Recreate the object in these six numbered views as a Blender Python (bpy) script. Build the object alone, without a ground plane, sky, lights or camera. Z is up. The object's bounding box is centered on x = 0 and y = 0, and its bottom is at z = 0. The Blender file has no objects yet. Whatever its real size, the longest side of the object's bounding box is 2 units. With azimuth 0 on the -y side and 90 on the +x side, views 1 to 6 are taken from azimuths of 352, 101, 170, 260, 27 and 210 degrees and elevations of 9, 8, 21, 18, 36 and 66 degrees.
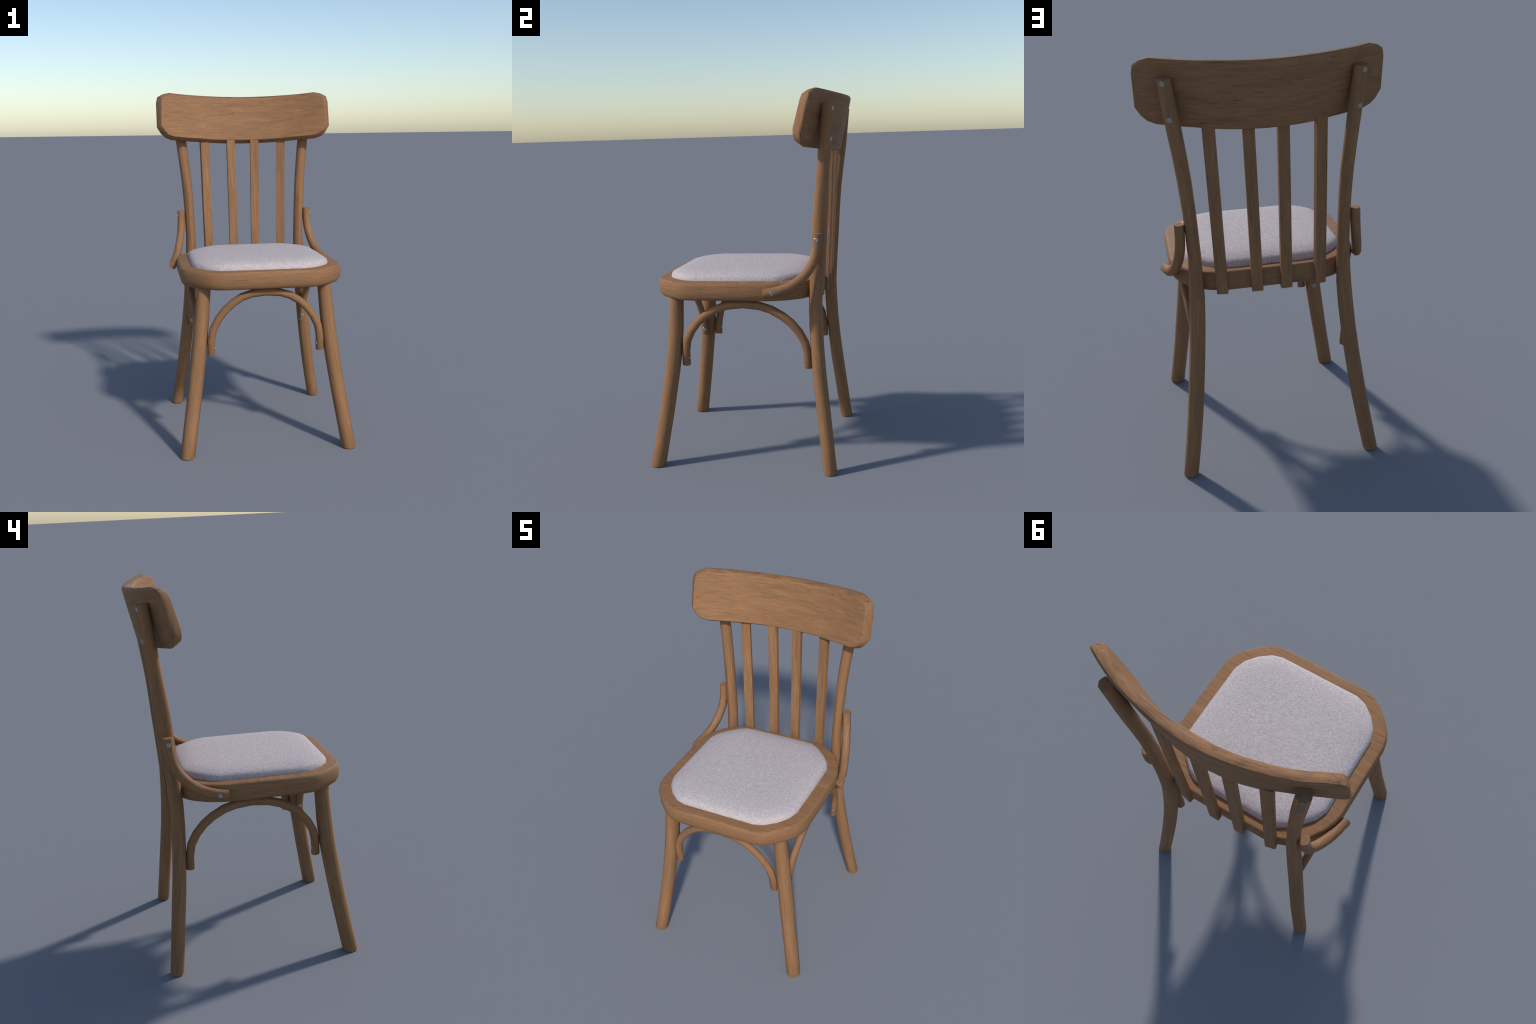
"""Bentwood dining chair: curved crest rail, four slats, padded seat, arched braces."""
import bpy, bmesh, math
import numpy as np
from mathutils import Vector, Matrix

COL = bpy.context.scene.collection

# ------------------------------------------------------------------ materials
class Nodes:
    """Tiny helper around a material's node tree."""
    def __init__(self, name):
        self.mat = bpy.data.materials.new(name)
        self.mat.use_nodes = True
        self.t = self.mat.node_tree
        self.t.nodes.clear()
        self.out = self.t.nodes.new("ShaderNodeOutputMaterial")
        self.bsdf = self.t.nodes.new("ShaderNodeBsdfPrincipled")
        self.t.links.new(self.bsdf.outputs[0], self.out.inputs[0])

    def link(self, a, b):
        self.t.links.new(a, b)

    def _in(self, sock, v):
        if hasattr(v, "is_output"):
            self.link(v, sock)
        else:
            sock.default_value = v

    def math(self, op, a, b=0.0, clamp=False):
        n = self.t.nodes.new("ShaderNodeMath")
        n.operation = op
        n.use_clamp = clamp
        self._in(n.inputs[0], a)
        self._in(n.inputs[1], b)
        return n.outputs[0]

    def coord(self, which="Object"):
        return self.t.nodes.new("ShaderNodeTexCoord").outputs[which]

    def sep(self, v):
        n = self.t.nodes.new("ShaderNodeSeparateXYZ")
        self.link(v, n.inputs[0])
        return n.outputs

    def comb(self, x, y, z):
        n = self.t.nodes.new("ShaderNodeCombineXYZ")
        for i, v in enumerate((x, y, z)):
            self._in(n.inputs[i], v)
        return n.outputs[0]

    def scale(self, v, s, loc=(0, 0, 0)):
        n = self.t.nodes.new("ShaderNodeMapping")
        self.link(v, n.inputs[0])
        n.inputs["Scale"].default_value = s
        n.inputs["Location"].default_value = loc
        return n.outputs[0]

    def noise(self, v, scale=1.0, detail=4.0, rough=0.5, dist=0.0):
        n = self.t.nodes.new("ShaderNodeTexNoise")
        self.link(v, n.inputs["Vector"])
        n.inputs["Scale"].default_value = scale
        n.inputs["Detail"].default_value = detail
        n.inputs["Roughness"].default_value = rough
        n.inputs["Distortion"].default_value = dist
        return n.outputs["Fac"]

    def ramp(self, f, stops):
        n = self.t.nodes.new("ShaderNodeValToRGB")
        self._in(n.inputs[0], f)
        e = n.color_ramp.elements
        while len(e) < len(stops):
            e.new(0.5)
        for el, (p, c) in zip(e, stops):
            el.position = p
            el.color = (c, c, c, 1) if isinstance(c, float) else (*c, 1)
        return n.outputs[0]

    def mix(self, f, a, b, blend="MIX"):
        n = self.t.nodes.new("ShaderNodeMix")
        n.data_type = "RGBA"
        n.blend_type = blend
        self._in(n.inputs[0], f)
        for s, v in ((n.inputs[6], a), (n.inputs[7], b)):
            if isinstance(v, tuple):
                s.default_value = (*v, 1)
            else:
                self.link(v, s)
        return n.outputs[2]

    def vmix(self, f, a, b):
        n = self.t.nodes.new("ShaderNodeMix")
        n.data_type = "VECTOR"
        self._in(n.inputs[0], f)
        self.link(a, n.inputs[4])
        self.link(b, n.inputs[5])
        return n.outputs[1]

    def bump(self, h, strength, dist):
        n = self.t.nodes.new("ShaderNodeBump")
        self.link(h, n.inputs["Height"])
        n.inputs["Strength"].default_value = strength
        n.inputs["Distance"].default_value = dist
        self.link(n.outputs[0], self.bsdf.inputs["Normal"])


def poly(N, z, coef):
    """Horner evaluation of a polynomial of z in math nodes."""
    v = float(coef[0])
    for c in coef[1:]:
        v = N.math("ADD", N.math("MULTIPLY", z, v), float(c))
    return v


def grain_coords(N, mode, data=(0, 0, 0)):
    """Vector whose x runs along the grain, y and z across it."""
    o = N.sep(N.coord("Object"))
    if mode == "rail":
        # undo the lean and the bend, so the grain follows the curved board
        n = N.sep(N.coord("Normal"))
        h = N.math("ADD", N.math("MULTIPLY", o[2], 0.977), N.math("MULTIPLY", o[1], 0.215))
        d = N.math("SUBTRACT", N.math("MULTIPLY", o[1], 0.977), N.math("MULTIPLY", o[2], 0.215))
        d = N.math("ADD", d, N.math("MULTIPLY", N.math("MULTIPLY", o[0], o[0]), 0.58))
        d = N.math("MULTIPLY", d, 0.4)
        end = N.math("GREATER_THAN", N.math("ABSOLUTE", n[0]), 0.74)
        return N.vmix(end, N.comb(o[0], h, d), N.comb(h, d, 0.0))
    if mode == "post":
        # subtract the centre line of the bent upright
        cx, cy = data
        x = N.math("SUBTRACT", N.math("ABSOLUTE", o[0]), poly(N, o[2], cx))
        x = N.math("ADD", x, N.math("MULTIPLY", N.math("SIGN", o[0]), 0.37))
        return N.comb(o[2], x, N.math("SUBTRACT", o[1], poly(N, o[2], cy)))
    if mode == "slat":
        x = N.math("SUBTRACT", N.math("ABSOLUTE", o[0]), N.math("MULTIPLY", o[2], 0.014))
        x = N.math("ADD", x, N.math("MULTIPLY", N.math("SIGN", o[0]), 0.61))
        y = N.math("SUBTRACT", o[1], N.math("MULTIPLY", o[2], 0.057))
        return N.comb(o[2], x, y)
    if mode == "seat":
        # the top's grain runs left to right, the walls' grain follows the rim
        n = N.sep(N.coord("Normal"))
        wall = N.math("LESS_THAN", N.math("ABSOLUTE", n[2]), 0.6)
        ang = N.math("MULTIPLY", N.math("ARCTAN2", o[1], o[0]), 0.47)
        return N.vmix(wall, N.comb(o[0], o[1], o[2]), N.comb(ang, o[2], 0.0))
    # bent rods: arc length around a centre, then radius, then depth
    a, b, c = {"arc_x": (0, 2, 1), "arc_y": (1, 2, 0)}[mode]
    u = N.math("SUBTRACT", o[a], data[a])
    w = N.math("SUBTRACT", o[b], data[b])
    r = N.math("SQRT", N.math("ADD", N.math("MULTIPLY", u, u), N.math("MULTIPLY", w, w)))
    ang = N.math("MULTIPLY", N.math("ARCTAN2", w, u), 0.33)
    return N.comb(ang, r, o[c])


LIGHT = (0.365, 0.190, 0.088)
MID = (0.275, 0.142, 0.067)
DARK = (0.200, 0.105, 0.052)
PORE = (0.070, 0.036, 0.019)


def wood(name, mode, data=(0, 0, 0), pores=1.0, gain=1.0, seed=0.0, along=1.0, worn=False):
    N = Nodes(name)
    g = N.scale(grain_coords(N, mode, data), (along, 1, 1))
    broad = N.noise(N.scale(g, (5.0, 24, 24), (seed, 0, 0)), 1.0, 3, 0.55, 0.5)
    streak = N.noise(N.scale(g, (14, 110, 110), (0, seed, 0)), 1.0, 4, 0.62, 0.35)
    fibre = N.noise(N.scale(g, (30, 340, 340)), 1.0, 3, 0.6)
    f = N.math("ADD", N.math("MULTIPLY", broad, 0.34), N.math("MULTIPLY", streak, 0.44))
    f = N.math("ADD", f, N.math("MULTIPLY", fibre, 0.20))
    col = N.ramp(f, [(0.34, DARK), (0.49, MID), (0.64, LIGHT)])
    # reddish and greyish patches drawn out along the grain
    blotch = N.noise(N.scale(g, (11, 48, 48), (seed, seed, 0)), 1.0, 3, 0.55, 0.3)
    col = N.mix(N.ramp(blotch, [(0.45, 0.0), (0.68, 0.55)]), col, (0.310, 0.140, 0.066), "MIX")
    patch = N.noise(N.scale(g, (9, 40, 40), (seed + 4, 2, 1)), 1.0, 3, 0.55, 0.3)
    col = N.mix(N.ramp(patch, [(0.47, 0.0), (0.70, 0.50)]), col, (0.220, 0.132, 0.068), "MIX")
    # short dark pores running with the grain
    p = N.noise(N.scale(g, (34, 230, 230), (0, 0, seed)), 1.0, 2, 0.5)
    cl = N.noise(N.scale(g, (12, 34, 34), (seed, 3, 7)), 1.0, 2, 0.5)
    pm = N.math("MULTIPLY", N.ramp(p, [(0.62, 0.0), (0.76, 1.0)]),
                N.ramp(cl, [(0.46, 0.0), (0.64, 1.0)]))
    col = N.mix(N.math("MULTIPLY", pm, 0.6 * pores), col, PORE)
    # a few long hairline checks
    ck = N.noise(N.scale(g, (15, 210, 210), (3, seed, 9)), 1.0, 1, 0.4)
    ck = N.math("MULTIPLY", N.ramp(ck, [(0.69, 0.0), (0.75, 1.0)]), 0.55 * pores)
    col = N.mix(ck, col, PORE)
    if worn:
        # open fibres where the board was cut along its top and its ends
        n = N.sep(N.coord("Normal"))
        cut = N.math("SUBTRACT", n[2], N.math("MULTIPLY", N.math("ABSOLUTE", n[0]), 0.4))
        raw = N.noise(N.scale(g, (16, 170, 210), (seed, 5, 2)), 1.0, 4, 0.65, 0.4)
        m = N.math("MULTIPLY", N.ramp(cut, [(0.45, 0.0), (0.65, 0.75)]),
                   N.ramp(raw, [(0.50, 0.0), (0.66, 1.0)]))
        col = N.mix(m, col, (0.120, 0.062, 0.030))
    if gain != 1.0:
        col = N.mix(1.0, col, (gain, gain, gain), "MULTIPLY")
    N.link(col, N.bsdf.inputs["Base Color"])
    N.bsdf.inputs["Roughness"].default_value = 0.62
    N.bsdf.inputs["Specular IOR Level"].default_value = 0.16
    h = N.math("SUBTRACT", N.math("ADD", N.math("MULTIPLY", streak, 0.8),
                                  N.math("MULTIPLY", fibre, 0.5)),
               N.math("MULTIPLY", pm, 0.8))
    N.bump(h, 0.40, 0.004)
    return N.mat


def fabric():
    N = Nodes("woven_upholstery")
    o = N.coord("Object")
    mott = N.noise(N.scale(o, (80, 125, 80)), 1.0, 4, 0.65)
    big = N.noise(o, 24.0, 4, 0.6)
    fine = N.noise(o, 260.0, 2, 0.5)
    f = N.math("ADD", N.math("MULTIPLY", mott, 0.80), N.math("MULTIPLY", fine, 0.20))
    col = N.ramp(f, [(0.30, (0.375, 0.310, 0.285)), (0.50, (0.510, 0.445, 0.440)),
                     (0.68, (0.610, 0.550, 0.575))])
    col = N.mix(N.ramp(big, [(0.40, 0.0), (0.64, 0.34)]), col, (0.455, 0.400, 0.392))
    N.link(col, N.bsdf.inputs["Base Color"])
    N.bsdf.inputs["Roughness"].default_value = 0.95
    N.bsdf.inputs["Specular IOR Level"].default_value = 0.1
    N.bsdf.inputs["Sheen Weight"].default_value = 0.04
    N.bump(f, 0.45, 0.006)
    return N.mat


def steel():
    N = Nodes("zinc_steel")
    n = N.noise(N.coord("Object"), 160.0, 3, 0.6)
    N.link(N.ramp(n, [(0.3, (0.27, 0.29, 0.31)), (0.7, (0.44, 0.46, 0.48))]),
           N.bsdf.inputs["Base Color"])
    N.bsdf.inputs["Metallic"].default_value = 0.9
    N.bsdf.inputs["Roughness"].default_value = 0.38
    N.bump(n, 0.25, 0.002)
    return N.mat


# centre lines of the uprights: z, x, y, half width x, half depth y
front_table = [
    (0.00, 0.452, -0.501, 0.0385, 0.0395),
    (0.10, 0.437, -0.485, 0.0385, 0.0400),
    (0.20, 0.421, -0.467, 0.0385, 0.0400),
    (0.30, 0.406, -0.451, 0.0390, 0.0400),
    (0.40, 0.392, -0.437, 0.0400, 0.0405),
    (0.50, 0.378, -0.422, 0.0405, 0.0412),
    (0.60, 0.366, -0.409, 0.0402, 0.0412),
    (0.70, 0.355, -0.400, 0.0395, 0.0410),
    (0.80, 0.345, -0.394, 0.0383, 0.0398),
    (0.93, 0.334, -0.390, 0.0360, 0.0370),
]
back_table = [
    (0.00, 0.455, 0.447, 0.0352, 0.0352),
    (0.10, 0.438, 0.436, 0.0360, 0.0355),
    (0.20, 0.423, 0.4245, 0.0366, 0.0356),
    (0.30, 0.408, 0.4135, 0.0370, 0.0360),
    (0.40, 0.395, 0.402, 0.0371, 0.0365),
    (0.50, 0.383, 0.392, 0.0370, 0.0358),
    (0.60, 0.372, 0.383, 0.0362, 0.0347),
    (0.70, 0.363, 0.3775, 0.0364, 0.0350),
    (0.80, 0.355, 0.3735, 0.0364, 0.0352),
    (0.90, 0.349, 0.373, 0.0352, 0.0344),
    (1.00, 0.3465, 0.3785, 0.0320, 0.0347),
    (1.10, 0.345, 0.385, 0.0292, 0.0350),
    (1.20, 0.348, 0.3915, 0.0288, 0.0354),
    (1.30, 0.352, 0.3975, 0.0292, 0.0353),
    (1.40, 0.358, 0.405, 0.0299, 0.0335),
    (1.50, 0.366, 0.416, 0.0305, 0.0326),
    (1.60, 0.377, 0.429, 0.0308, 0.0325),
    (1.70, 0.389, 0.4405, 0.0315, 0.0335),
    (1.80, 0.401, 0.4505, 0.0315, 0.0325),
    (1.92, 0.4155, 0.463, 0.0306, 0.0310),
]


def centre_line(table, deg):
    t = np.array(table)
    return (np.polyfit(t[:, 0], t[:, 1], deg), np.polyfit(t[:, 0], t[:, 2], deg))


M_CREST = wood("wood_crest", "rail", seed=1.7, along=0.75, worn=True)
M_SEAT = wood("wood_seat_frame", "seat", seed=5.1, along=0.6)
M_LEG = wood("wood_front_leg", "post", centre_line(front_table, 3), pores=0.6, along=0.42, seed=2.3)
M_POST = wood("wood_back_post", "post", centre_line(back_table, 5), pores=0.6, along=0.42, seed=7.9)
M_SLAT = wood("wood_slat", "slat", along=0.5, pores=0.9, gain=0.98, seed=8.4)
M_ARCH_F = wood("wood_arch_front", "arc_x", (0, 0, 0.56), pores=0.6, along=0.45)
M_ARCH_S = wood("wood_arch_side", "arc_y", (0, -0.008, 0.56), pores=0.6, along=0.45, seed=3.0)
M_ARM = wood("wood_arm", "arc_y", (0, 0.12, 1.27), pores=0.6, along=0.45, seed=6.0)
M_FABRIC = fabric()
M_STEEL = steel()

# ------------------------------------------------------------------ geometry helpers
root = bpy.data.objects.new("wooden_chair", None)
COL.objects.link(root)
root["label"] = "brown bentwood dining chair with slatted back and padded grey seat"
root["category"] = "dining chair"


def finish(bm, name, mat, angle=50, weighted=False, parent=root):
    bmesh.ops.recalc_face_normals(bm, faces=bm.faces)
    me = bpy.data.meshes.new(name)
    bm.to_mesh(me)
    bm.free()
    me.materials.append(mat)
    me.polygons.foreach_set("use_smooth", [True] * len(me.polygons))
    me.set_sharp_from_angle(angle=math.radians(angle))
    ob = bpy.data.objects.new(name, me)
    COL.objects.link(ob)
    ob.parent = parent
    if weighted:
        m = ob.modifiers.new("face_weighted_shading", "WEIGHTED_NORMAL")
        m.keep_sharp = True
        m.weight = 60
    return ob


def loft(bm, rings, cap0=True, cap1=True):
    vs = [[bm.verts.new(p) for p in r] for r in rings]
    n = len(vs[0])
    for a, b in zip(vs, vs[1:]):
        for i in range(n):
            j = (i + 1) % n
            bm.faces.new((a[i], a[j], b[j], b[i]))
    if cap0:
        bm.faces.new(vs[0][::-1])
    if cap1:
        bm.faces.new(vs[-1])
    return vs


def spline(pts, per=4):
    """Catmull-Rom through the control points."""
    P = [Vector(p) for p in pts]
    P = [2 * P[0] - P[1]] + P + [2 * P[-1] - P[-2]]
    out = []
    for i in range(1, len(P) - 2):
        p0, p1, p2, p3 = P[i - 1:i + 3]
        for k in range(per):
            t = k / per
            out.append(0.5 * (2 * p1 + (p2 - p0) * t + (2 * p0 - 5 * p1 + 4 * p2 - p3) * t * t
                              + (3 * p1 - p0 - 3 * p2 + p3) * t ** 3))
    out.append(P[-2].copy())
    return out


def lerp_table(t, table):
    """Piecewise-linear interpolation of rows (t, a, b, ...)."""
    if t <= table[0][0]:
        return table[0][1:]
    for r0, r1 in zip(table, table[1:]):
        if t <= r1[0]:
            f = (t - r0[0]) / (r1[0] - r0[0])
            return tuple(a + (b - a) * f for a, b in zip(r0[1:], r1[1:]))
    return table[-1][1:]


def octagon(turn):
    return [(math.cos(math.radians(turn + 45 * k)), math.sin(math.radians(turn + 45 * k)))
            for k in range(8)]


EDGE_ON = octagon(0)                                    # corners on the axes
c8 = math.cos(math.radians(22.5))
FLAT_ON = [(x / c8, y / c8) for x, y in octagon(22.5)]  # flats on the axes


def post(name, table, zs, mat, sx, foot=True, tilt_top=0.0, girth=1.0):
    """Upright of octagonal section. table rows: z, x, y, half width x, half depth y."""
    bm = bmesh.new()
    rings = []
    for i, z in enumerate(zs):
        x, y, hx, hy = lerp_table(z, table)
        k = 1.0
        if foot and i == 0:
            k = 0.93
        ring = []
        for cx, cy in EDGE_ON:
            px, py = cx * hx * k * girth, cy * hy * k * girth
            dz = -py * tilt_top if i == len(zs) - 1 else 0.0
            ring.append(((x + px) * sx, y + py, z + dz))
        rings.append(ring)
    loft(bm, rings)
    return finish(bm, name, mat)


def rod(name, path, half_n, half_b, side, mat, section=EDGE_ON, round_end=0.96):
    """Bent rod of octagonal section swept along a path.
    side: direction of the binormal (constant reference)."""
    bm = bmesh.new()
    n = len(path)
    side = Vector(side).normalized()
    rings = []
    for i, p in enumerate(path):
        t = (path[min(i + 1, n - 1)] - path[max(i - 1, 0)]).normalized()
        b = (side - t * side.dot(t)).normalized()
        nn = b.cross(t).normalized()
        rings.append([p + nn * (cx * half_n) + b * (cy * half_b) for cx, cy in section])
    def end(p, ring, d):
        return [p + (v - p) * round_end + d for v in ring]
    t0 = (path[0] - path[1]).normalized() * 0.002
    t1 = (path[-1] - path[-2]).normalized() * 0.002
    rings = [end(path[0], rings[0], t0)] + rings + [end(path[-1], rings[-1], t1)]
    loft(bm, rings)
    return finish(bm, name, mat, 52)


def mirror_x(half):
    """Closed outline from points of the +x half listed front centre to rear centre."""
    right = [p for p in half]
    left = [(-x, y) for x, y in reversed(half) if abs(x) > 1e-6]
    return right + left


def offset(poly, d):
    """Move a closed counter-clockwise outline inwards by d."""
    out = []
    n = len(poly)
    for i in range(n):
        p, a, b = Vector(poly[i]), Vector(poly[i - 1]), Vector(poly[(i + 1) % n])
        e1, e2 = (p - a).normalized(), (b - p).normalized()
        n1, n2 = Vector((-e1.y, e1.x)), Vector((-e2.y, e2.x))
        m = (n1 + n2).normalized()
        out.append(p + m * (d / max(0.5, m.dot(n1))))
    return out


# ------------------------------------------------------------------ legs and back posts
for sx in (1, -1):
    post("front_leg", front_table,
         [0, 0.006, 0.15, 0.3, 0.42, 0.52, 0.62, 0.75, 0.93], M_LEG, sx, girth=1.06)
    post("back_post", back_table,
         [0, 0.006, 0.15, 0.3, 0.42, 0.54, 0.66, 0.78, 0.9, 1.0, 1.1, 1.22, 1.34, 1.46, 1.58,
          1.7, 1.92], M_POST, sx, tilt_top=0.14, girth=1.035)

# ------------------------------------------------------------------ seat frame and cushion
seat_half = [(0, -0.512), (0.224, -0.512), (0.321, -0.475), (0.420, -0.368), (0.447, -0.283),
             (0.448, -0.08), (0.447, 0.118), (0.438, 0.168), (0.418, 0.226), (0.379, 0.290),
             (0.342, 0.324), (0.296, 0.353), (0.250, 0.371), (0.202, 0.380), (0, 0.381)]


def round_corners(half, lo, hi):
    """Insert spline points between the vertices lo..hi of a half outline."""
    pts = [Vector((x, y, 0)) for x, y in half]
    out = []
    for i, p in enumerate(pts):
        out.append(half[i])
        if lo <= i < hi:
            a, b, c = pts[i - 1], pts[i + 1], pts[min(i + 2, len(pts) - 1)]
            q = (p + b) * 0.5625 - (a + c) * 0.0625
            m = (p + b) * 0.5
            q = m + (q - m) * min(1.0, (b - p).length / (0.35 * max((p - a).length, (c - b).length)) * 0.6)
            out.append((q.x, q.y))
    return out


seat_outline = mirror_x(round_corners(seat_half, 1, 4))
cush_half = [(0, -0.454), (0.210, -0.454), (0.265, -0.437), (0.322, -0.392), (0.364, -0.337),
             (0.385, -0.274), (0.386, -0.06), (0.385, 0.144), (0.363, 0.203), (0.322, 0.253),
             (0.267, 0.304), (0.222, 0.330), (0.160, 0.336), (0, 0.336)]
cush_outline = mirror_x(cush_half)

TOP, BOTTOM = 1.0165, 0.918


def flat_ring(poly, d, z):
    return [(p.x, p.y, z) for p in offset([Vector(q) for q in poly], d)]


bm = bmesh.new()
inner_top = offset([Vector(q) for q in cush_outline], 0.006)
profile = [(0.022, BOTTOM), (0.012, BOTTOM + 0.002), (0.003, BOTTOM + 0.010),
           (-0.003, BOTTOM + 0.024), (-0.006, BOTTOM + 0.042), (-0.006, TOP - 0.030),
           (-0.0045, TOP - 0.016), (-0.001, TOP - 0.0065), (0.004, TOP - 0.0015), (0.010, TOP)]
rings = [[bm.verts.new(p) for p in flat_ring(seat_outline, d, z)] for d, z in profile]
n = len(seat_outline)
for a, b in zip(rings, rings[1:]):
    for i in range(n):
        j = (i + 1) % n
        bm.faces.new((a[i], a[j], b[j], b[i]))
hole_t = [bm.verts.new((p.x, p.y, TOP)) for p in inner_top]
hole_b = [bm.verts.new((p.x, p.y, BOTTOM)) for p in inner_top]
m = len(hole_t)
for i in range(m):
    j = (i + 1) % m
    bm.faces.new((hole_t[i], hole_t[j], hole_b[j], hole_b[i]))


def bridge(outer, inner):
    eds = []
    for loop in (outer, inner):
        for i in range(len(loop)):
            a, b = loop[i], loop[(i + 1) % len(loop)]
            eds.append(bm.edges.get((a, b)))
    bmesh.ops.bridge_loops(bm, edges=eds)


bridge(rings[-1], hole_t)
bridge(rings[0], hole_b)
finish(bm, "seat_frame", M_SEAT, 42)

bm = bmesh.new()
steps = [(0.0, 0.94), (0.0, 1.012), (0.001, 1.022), (0.005, 1.0335), (0.012, 1.0420),
         (0.022, 1.0480), (0.036, 1.0525), (0.060, 1.0585), (0.085, 1.0630)]
rings = [flat_ring(cush_outline, d, z) for d, z in steps]
last = rings[-1]
cx, cy = 0.0, -0.055
for k, z in ((0.74, 1.0655), (0.44, 1.0685), (0.15, 1.0700)):
    rings.append([(cx + (x - cx) * k, cy + (y - cy) * k, z) for x, y, _ in last])
loft(bm, rings)
finish(bm, "seat_cushion", M_FABRIC, 80)

# ------------------------------------------------------------------ crest rail
LEAN = math.radians(12.4)
# depth of the back face along the rail, at its lower and its upper edge (it twists a little)
low_curve = [(0.0, 0.106), (0.10, 0.0975), (0.20, 0.079), (0.274, 0.049), (0.37, 0.013),
             (0.42, -0.009), (0.46, -0.026), (0.50, -0.040), (0.545, -0.052)]
top_curve = [(0.0, 0.105), (0.10, 0.0985), (0.20, 0.0815), (0.30, 0.058), (0.375, 0.034),
             (0.41, 0.020), (0.45, 0.001), (0.50, -0.024), (0.545, -0.045)]
H_LOW, H_TOP = 1.745, 2.037


def full(curve):
    return spline([(-x, d, 0) for x, d in reversed(curve[1:])] + [(x, d, 0) for x, d in curve], 8)


LOW, UP = full(low_curve), full(top_curve)


def sample(pts, x):
    x = max(-0.5449, min(0.5449, x))
    for a, b in zip(pts, pts[1:]):
        if a.x <= x <= b.x:
            return a.y + (b.y - a.y) * (x - a.x) / (b.x - a.x)


def rail_point(s, t, h):
    """s: x on the back face, t: depth in front of it, h: height along the lean."""
    f = (h - H_LOW) / (H_TOP - H_LOW)

    def dep(x):
        return sample(LOW, x) * (1 - f) + sample(UP, x) * f
    e = 0.03
    x0, x1 = max(s - e, -0.54), min(s + e, 0.54)
    slope = (dep(x1) - dep(x0)) / (x1 - x0)
    nn = Vector((-slope, 1)).normalized()          # points backwards
    x = s - nn.x * t
    d = dep(s) - nn.y * t
    return Vector((x, d * math.cos(LEAN) + h * math.sin(LEAN),
                   h * math.cos(LEAN) - d * math.sin(LEAN)))


H0, H1 = H_LOW, 2.0455
top_edge = [(0.470, H1), (0.508, 2.032), (0.5360, 2.012), (0.5432, 1.972)]
bot_edge = [(0.455, H0), (0.492, 1.757), (0.518, 1.780), (0.5425, 1.820)]
inner_s = [0, 0.075, 0.15, 0.225, 0.30, 0.36, 0.415]
cols = [(s, H0, H1) for s in inner_s]
outline_half = ([(s, H0) for s in inner_s] + bot_edge + top_edge[::-1]
                + [(s, H1) for s in reversed(inner_s)])
# closed outline, counter-clockwise in (s, h)
outline = [Vector(p) for p in outline_half if p[0] > 1e-6]
outline = ([Vector((0, H0))] + outline + [Vector((0, H1))]
           + [Vector((-p.x, p.y)) for p in reversed(outline)])


def thick(s):
    return 0.0520 + 0.0070 * max(0.0, 1 - abs(s) / 0.16) + 0.003 * max(0.0, (abs(s) - 0.44) / 0.1)


bm = bmesh.new()
# (inset, depth as a fraction of the thickness) from the back face round to the front face
shell = [(0.004, 0.0), (0.001, 0.07), (0.0, 0.20), (0.004, 0.50), (0.010, 0.80), (0.0125, 0.94),
         (0.0145, 0.985), (0.018, 1.0)]
loops = []
top_drop = (0.014, 0.0085, 0.0035, 0.0, 0.002, 0.007, 0.010, 0.014)   # bullnose along the top
for k, (inset, f) in enumerate(shell):
    o = offset(outline, inset)
    # the top is rounder than the bottom at the back
    loop = []
    for p, q in zip(outline, o):
        extra = top_drop[k] if p.y > 2.02 else top_drop[k] * max(0.0, (p.y - 1.97) / 0.05)
        loop.append(bm.verts.new(rail_point(q.x, f * thick(q.x), q.y - extra)))
    loops.append(loop)
n = len(outline)
for a, b in zip(loops, loops[1:]):
    for i in range(n):
        j = (i + 1) % n
        bm.faces.new((a[i], a[j], b[j], b[i]))
# fill both faces with vertical strips: bottom chain against top chain
for loop in (loops[0], loops[-1]):
    i, j = 1, n - 1
    # outline index 0 is bottom centre, mid index is top centre
    half = n // 2
    right = [loop[k] for k in range(0, half + 1)]
    left = [loop[0]] + [loop[k] for k in range(n - 1, half - 1, -1)]
    for chain in (right, left):
        L = len(chain)
        for k in range(L // 2):
            quad = [chain[k], chain[k + 1], chain[L - 2 - k], chain[L - 1 - k]]
            uniq = []
            for v in quad:
                if v not in uniq:
                    uniq.append(v)
            if len(uniq) >= 3:
                bm.faces.new(uniq)
finish(bm, "crest_rail", M_CREST, 40, weighted=True)

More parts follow.
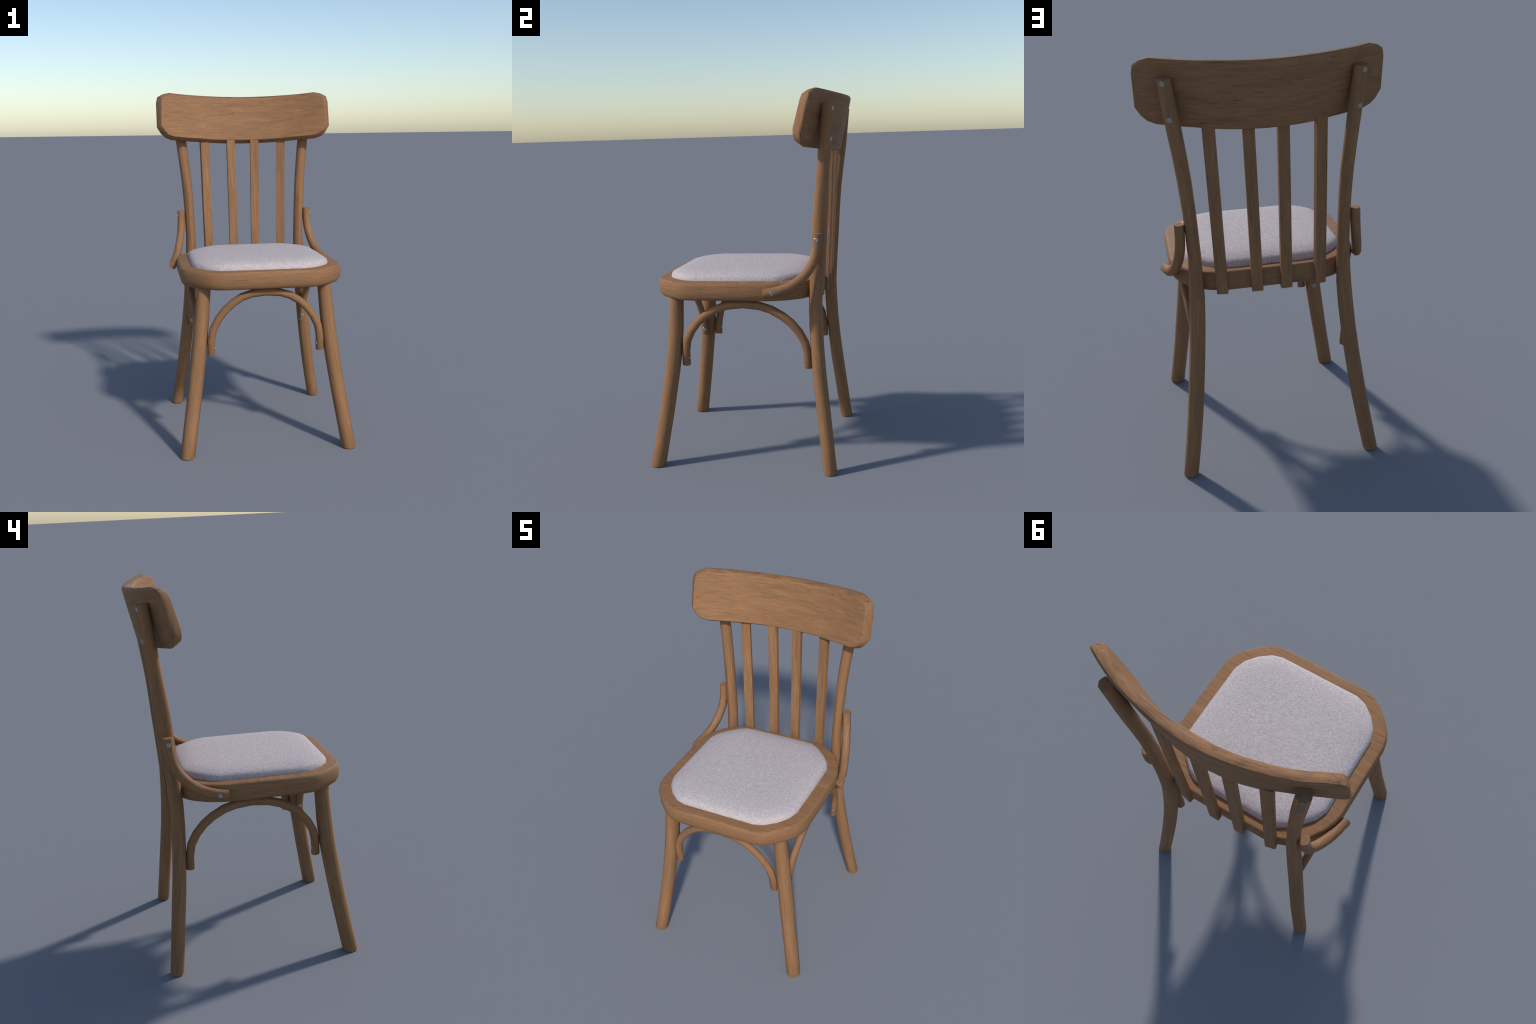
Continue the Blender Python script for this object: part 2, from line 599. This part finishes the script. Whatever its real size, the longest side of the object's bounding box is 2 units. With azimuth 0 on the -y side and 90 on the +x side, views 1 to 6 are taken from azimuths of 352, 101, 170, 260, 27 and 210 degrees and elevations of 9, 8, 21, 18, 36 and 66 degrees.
# ------------------------------------------------------------------ slats
# centre x and yaw at foot and head, y of the back face
slats = [(0.0685, 0.0765, 0.408, 0.4535, 0.04), (0.2325, 0.2485, 0.3965, 0.4440, 0.22)]
for x0, x1, y0, y1, yaw in slats:
    for sx in (-1, 1):
        bm = bmesh.new()
        rings = []
        for k in range(6):
            f = k / 5
            z = 0.914 + (1.715 - 0.914) * f
            bow = 0.003 * math.sin(math.pi * f)
            c = Vector((x0 + (x1 - x0) * f, y0 + (y1 - y0) * f + bow * 0.5, z))
            ang = -yaw * (1.0 + 0.15 * f)
            ax = Vector((math.cos(ang), math.sin(ang), 0))
            ay = Vector((-math.sin(ang), math.cos(ang), 0))
            hw, th, ch = 0.0257 + 0.0007 * f, 0.029, 0.0012
            sec = [(-hw, -ch), (-hw + ch, 0), (hw - ch, 0), (hw, -ch),
                   (hw, -th + ch), (hw - ch, -th), (-hw + ch, -th), (-hw, -th + ch)]
            ring = []
            for u, w in sec:
                p = c + ax * u + ay * w
                ring.append((p.x * sx, p.y, p.z + (0 if k else -w * 0.12)))
            rings.append(ring)
        loft(bm, rings)
        finish(bm, "back_slat", M_SLAT, 30, weighted=True)

# ------------------------------------------------------------------ arched braces
arch_f = [(0.304, 0.552), (0.302, 0.632), (0.290, 0.694), (0.262, 0.751), (0.225, 0.800),
          (0.181, 0.840), (0.134, 0.870), (0.080, 0.888), (0.0, 0.896)]
arch_s = [(0.336, 0.547), (0.334, 0.624), (0.322, 0.688), (0.293, 0.745), (0.252, 0.796),
          (0.206, 0.834), (0.147, 0.868), (0.086, 0.887), (0.0, 0.896)]
path = [Vector((-u, -0.416 - 0.037 * (z - 0.545) / 0.35, z)) for u, z in arch_f]
path += [Vector((-p.x, p.y, p.z)) for p in reversed(path[:-1])]
rod("front_arch_brace", path, 0.0206, 0.0182, (0, 1, 0), M_ARCH_F, FLAT_ON)
for sx in (1, -1):
    path = [Vector((sx * (0.354 + 0.042 * (z - 0.547) / 0.35), -0.008 - u, z)) for u, z in arch_s]
    path += [Vector((p.x, -0.016 - p.y, p.z)) for p in reversed(path[:-1])]
    rod("side_arch_brace", path, 0.0212, 0.0182, (1, 0, 0), M_ARCH_S, FLAT_ON)

# ------------------------------------------------------------------ arm brackets
arm_ctrl = [(0.402, 0.393, 1.268), (0.403, 0.391, 1.205), (0.408, 0.380, 1.145),
            (0.416, 0.359, 1.098), (0.426, 0.326, 1.055), (0.438, 0.283, 1.018),
            (0.450, 0.240, 0.995), (0.463, 0.183, 0.9775), (0.4735, 0.122, 0.9685)]
for sx in (1, -1):
    path = [Vector((sx * p.x, p.y, p.z)) for p in spline(arm_ctrl, 2)]
    end = path[-1].copy()
    end.y -= 0.0025
    path.append(end)
    rod("arm_bracket", path, 0.0244, 0.0224, (1, 0, 0), M_ARM, FLAT_ON, 0.995)

# ------------------------------------------------------------------ bolts
bm = bmesh.new()
R = 0.0118
prof = [(R, -0.010), (R, 0.0002), (R * 0.92, 0.0009)]
loft(bm, [[(r * math.cos(a), r * math.sin(a), z)
           for a in (math.tau * k / 14 for k in range(14))] for r, z in prof])
proto = finish(bm, "bolt", M_STEEL, 25)
bolt_mesh = proto.data
bpy.data.objects.remove(proto)


def bolt(pos, nrm):
    ob = bpy.data.objects.new("bolt", bolt_mesh)
    COL.objects.link(ob)
    ob.parent = root
    ob.matrix_world = Matrix.Translation(pos) @ Vector(nrm).normalized().to_track_quat("Z", "Y").to_matrix().to_4x4()


for sx in (1, -1):
    bolt((sx * 0.4238, 0.4884, 1.899), (sx * 0.414, 1, -0.15))
    bolt((sx * 0.4062, 0.4748, 1.747), (sx * 0.414, 1, -0.15))
    bolt((sx * 0.4252, 0.392, 1.238), (sx, 0, 0.0))
    bolt((sx * 0.4890, 0.164, 0.973), (sx, 0.25, 0.0))
    bolt((sx * 0.2822, -0.4190, 0.586), (-sx, 0, 0.0))
    bolt((sx * 0.358, -0.3215, 0.586), (0, 1, 0.0))
    bolt((sx * 0.358, 0.3055, 0.580), (0, -1, 0.0))
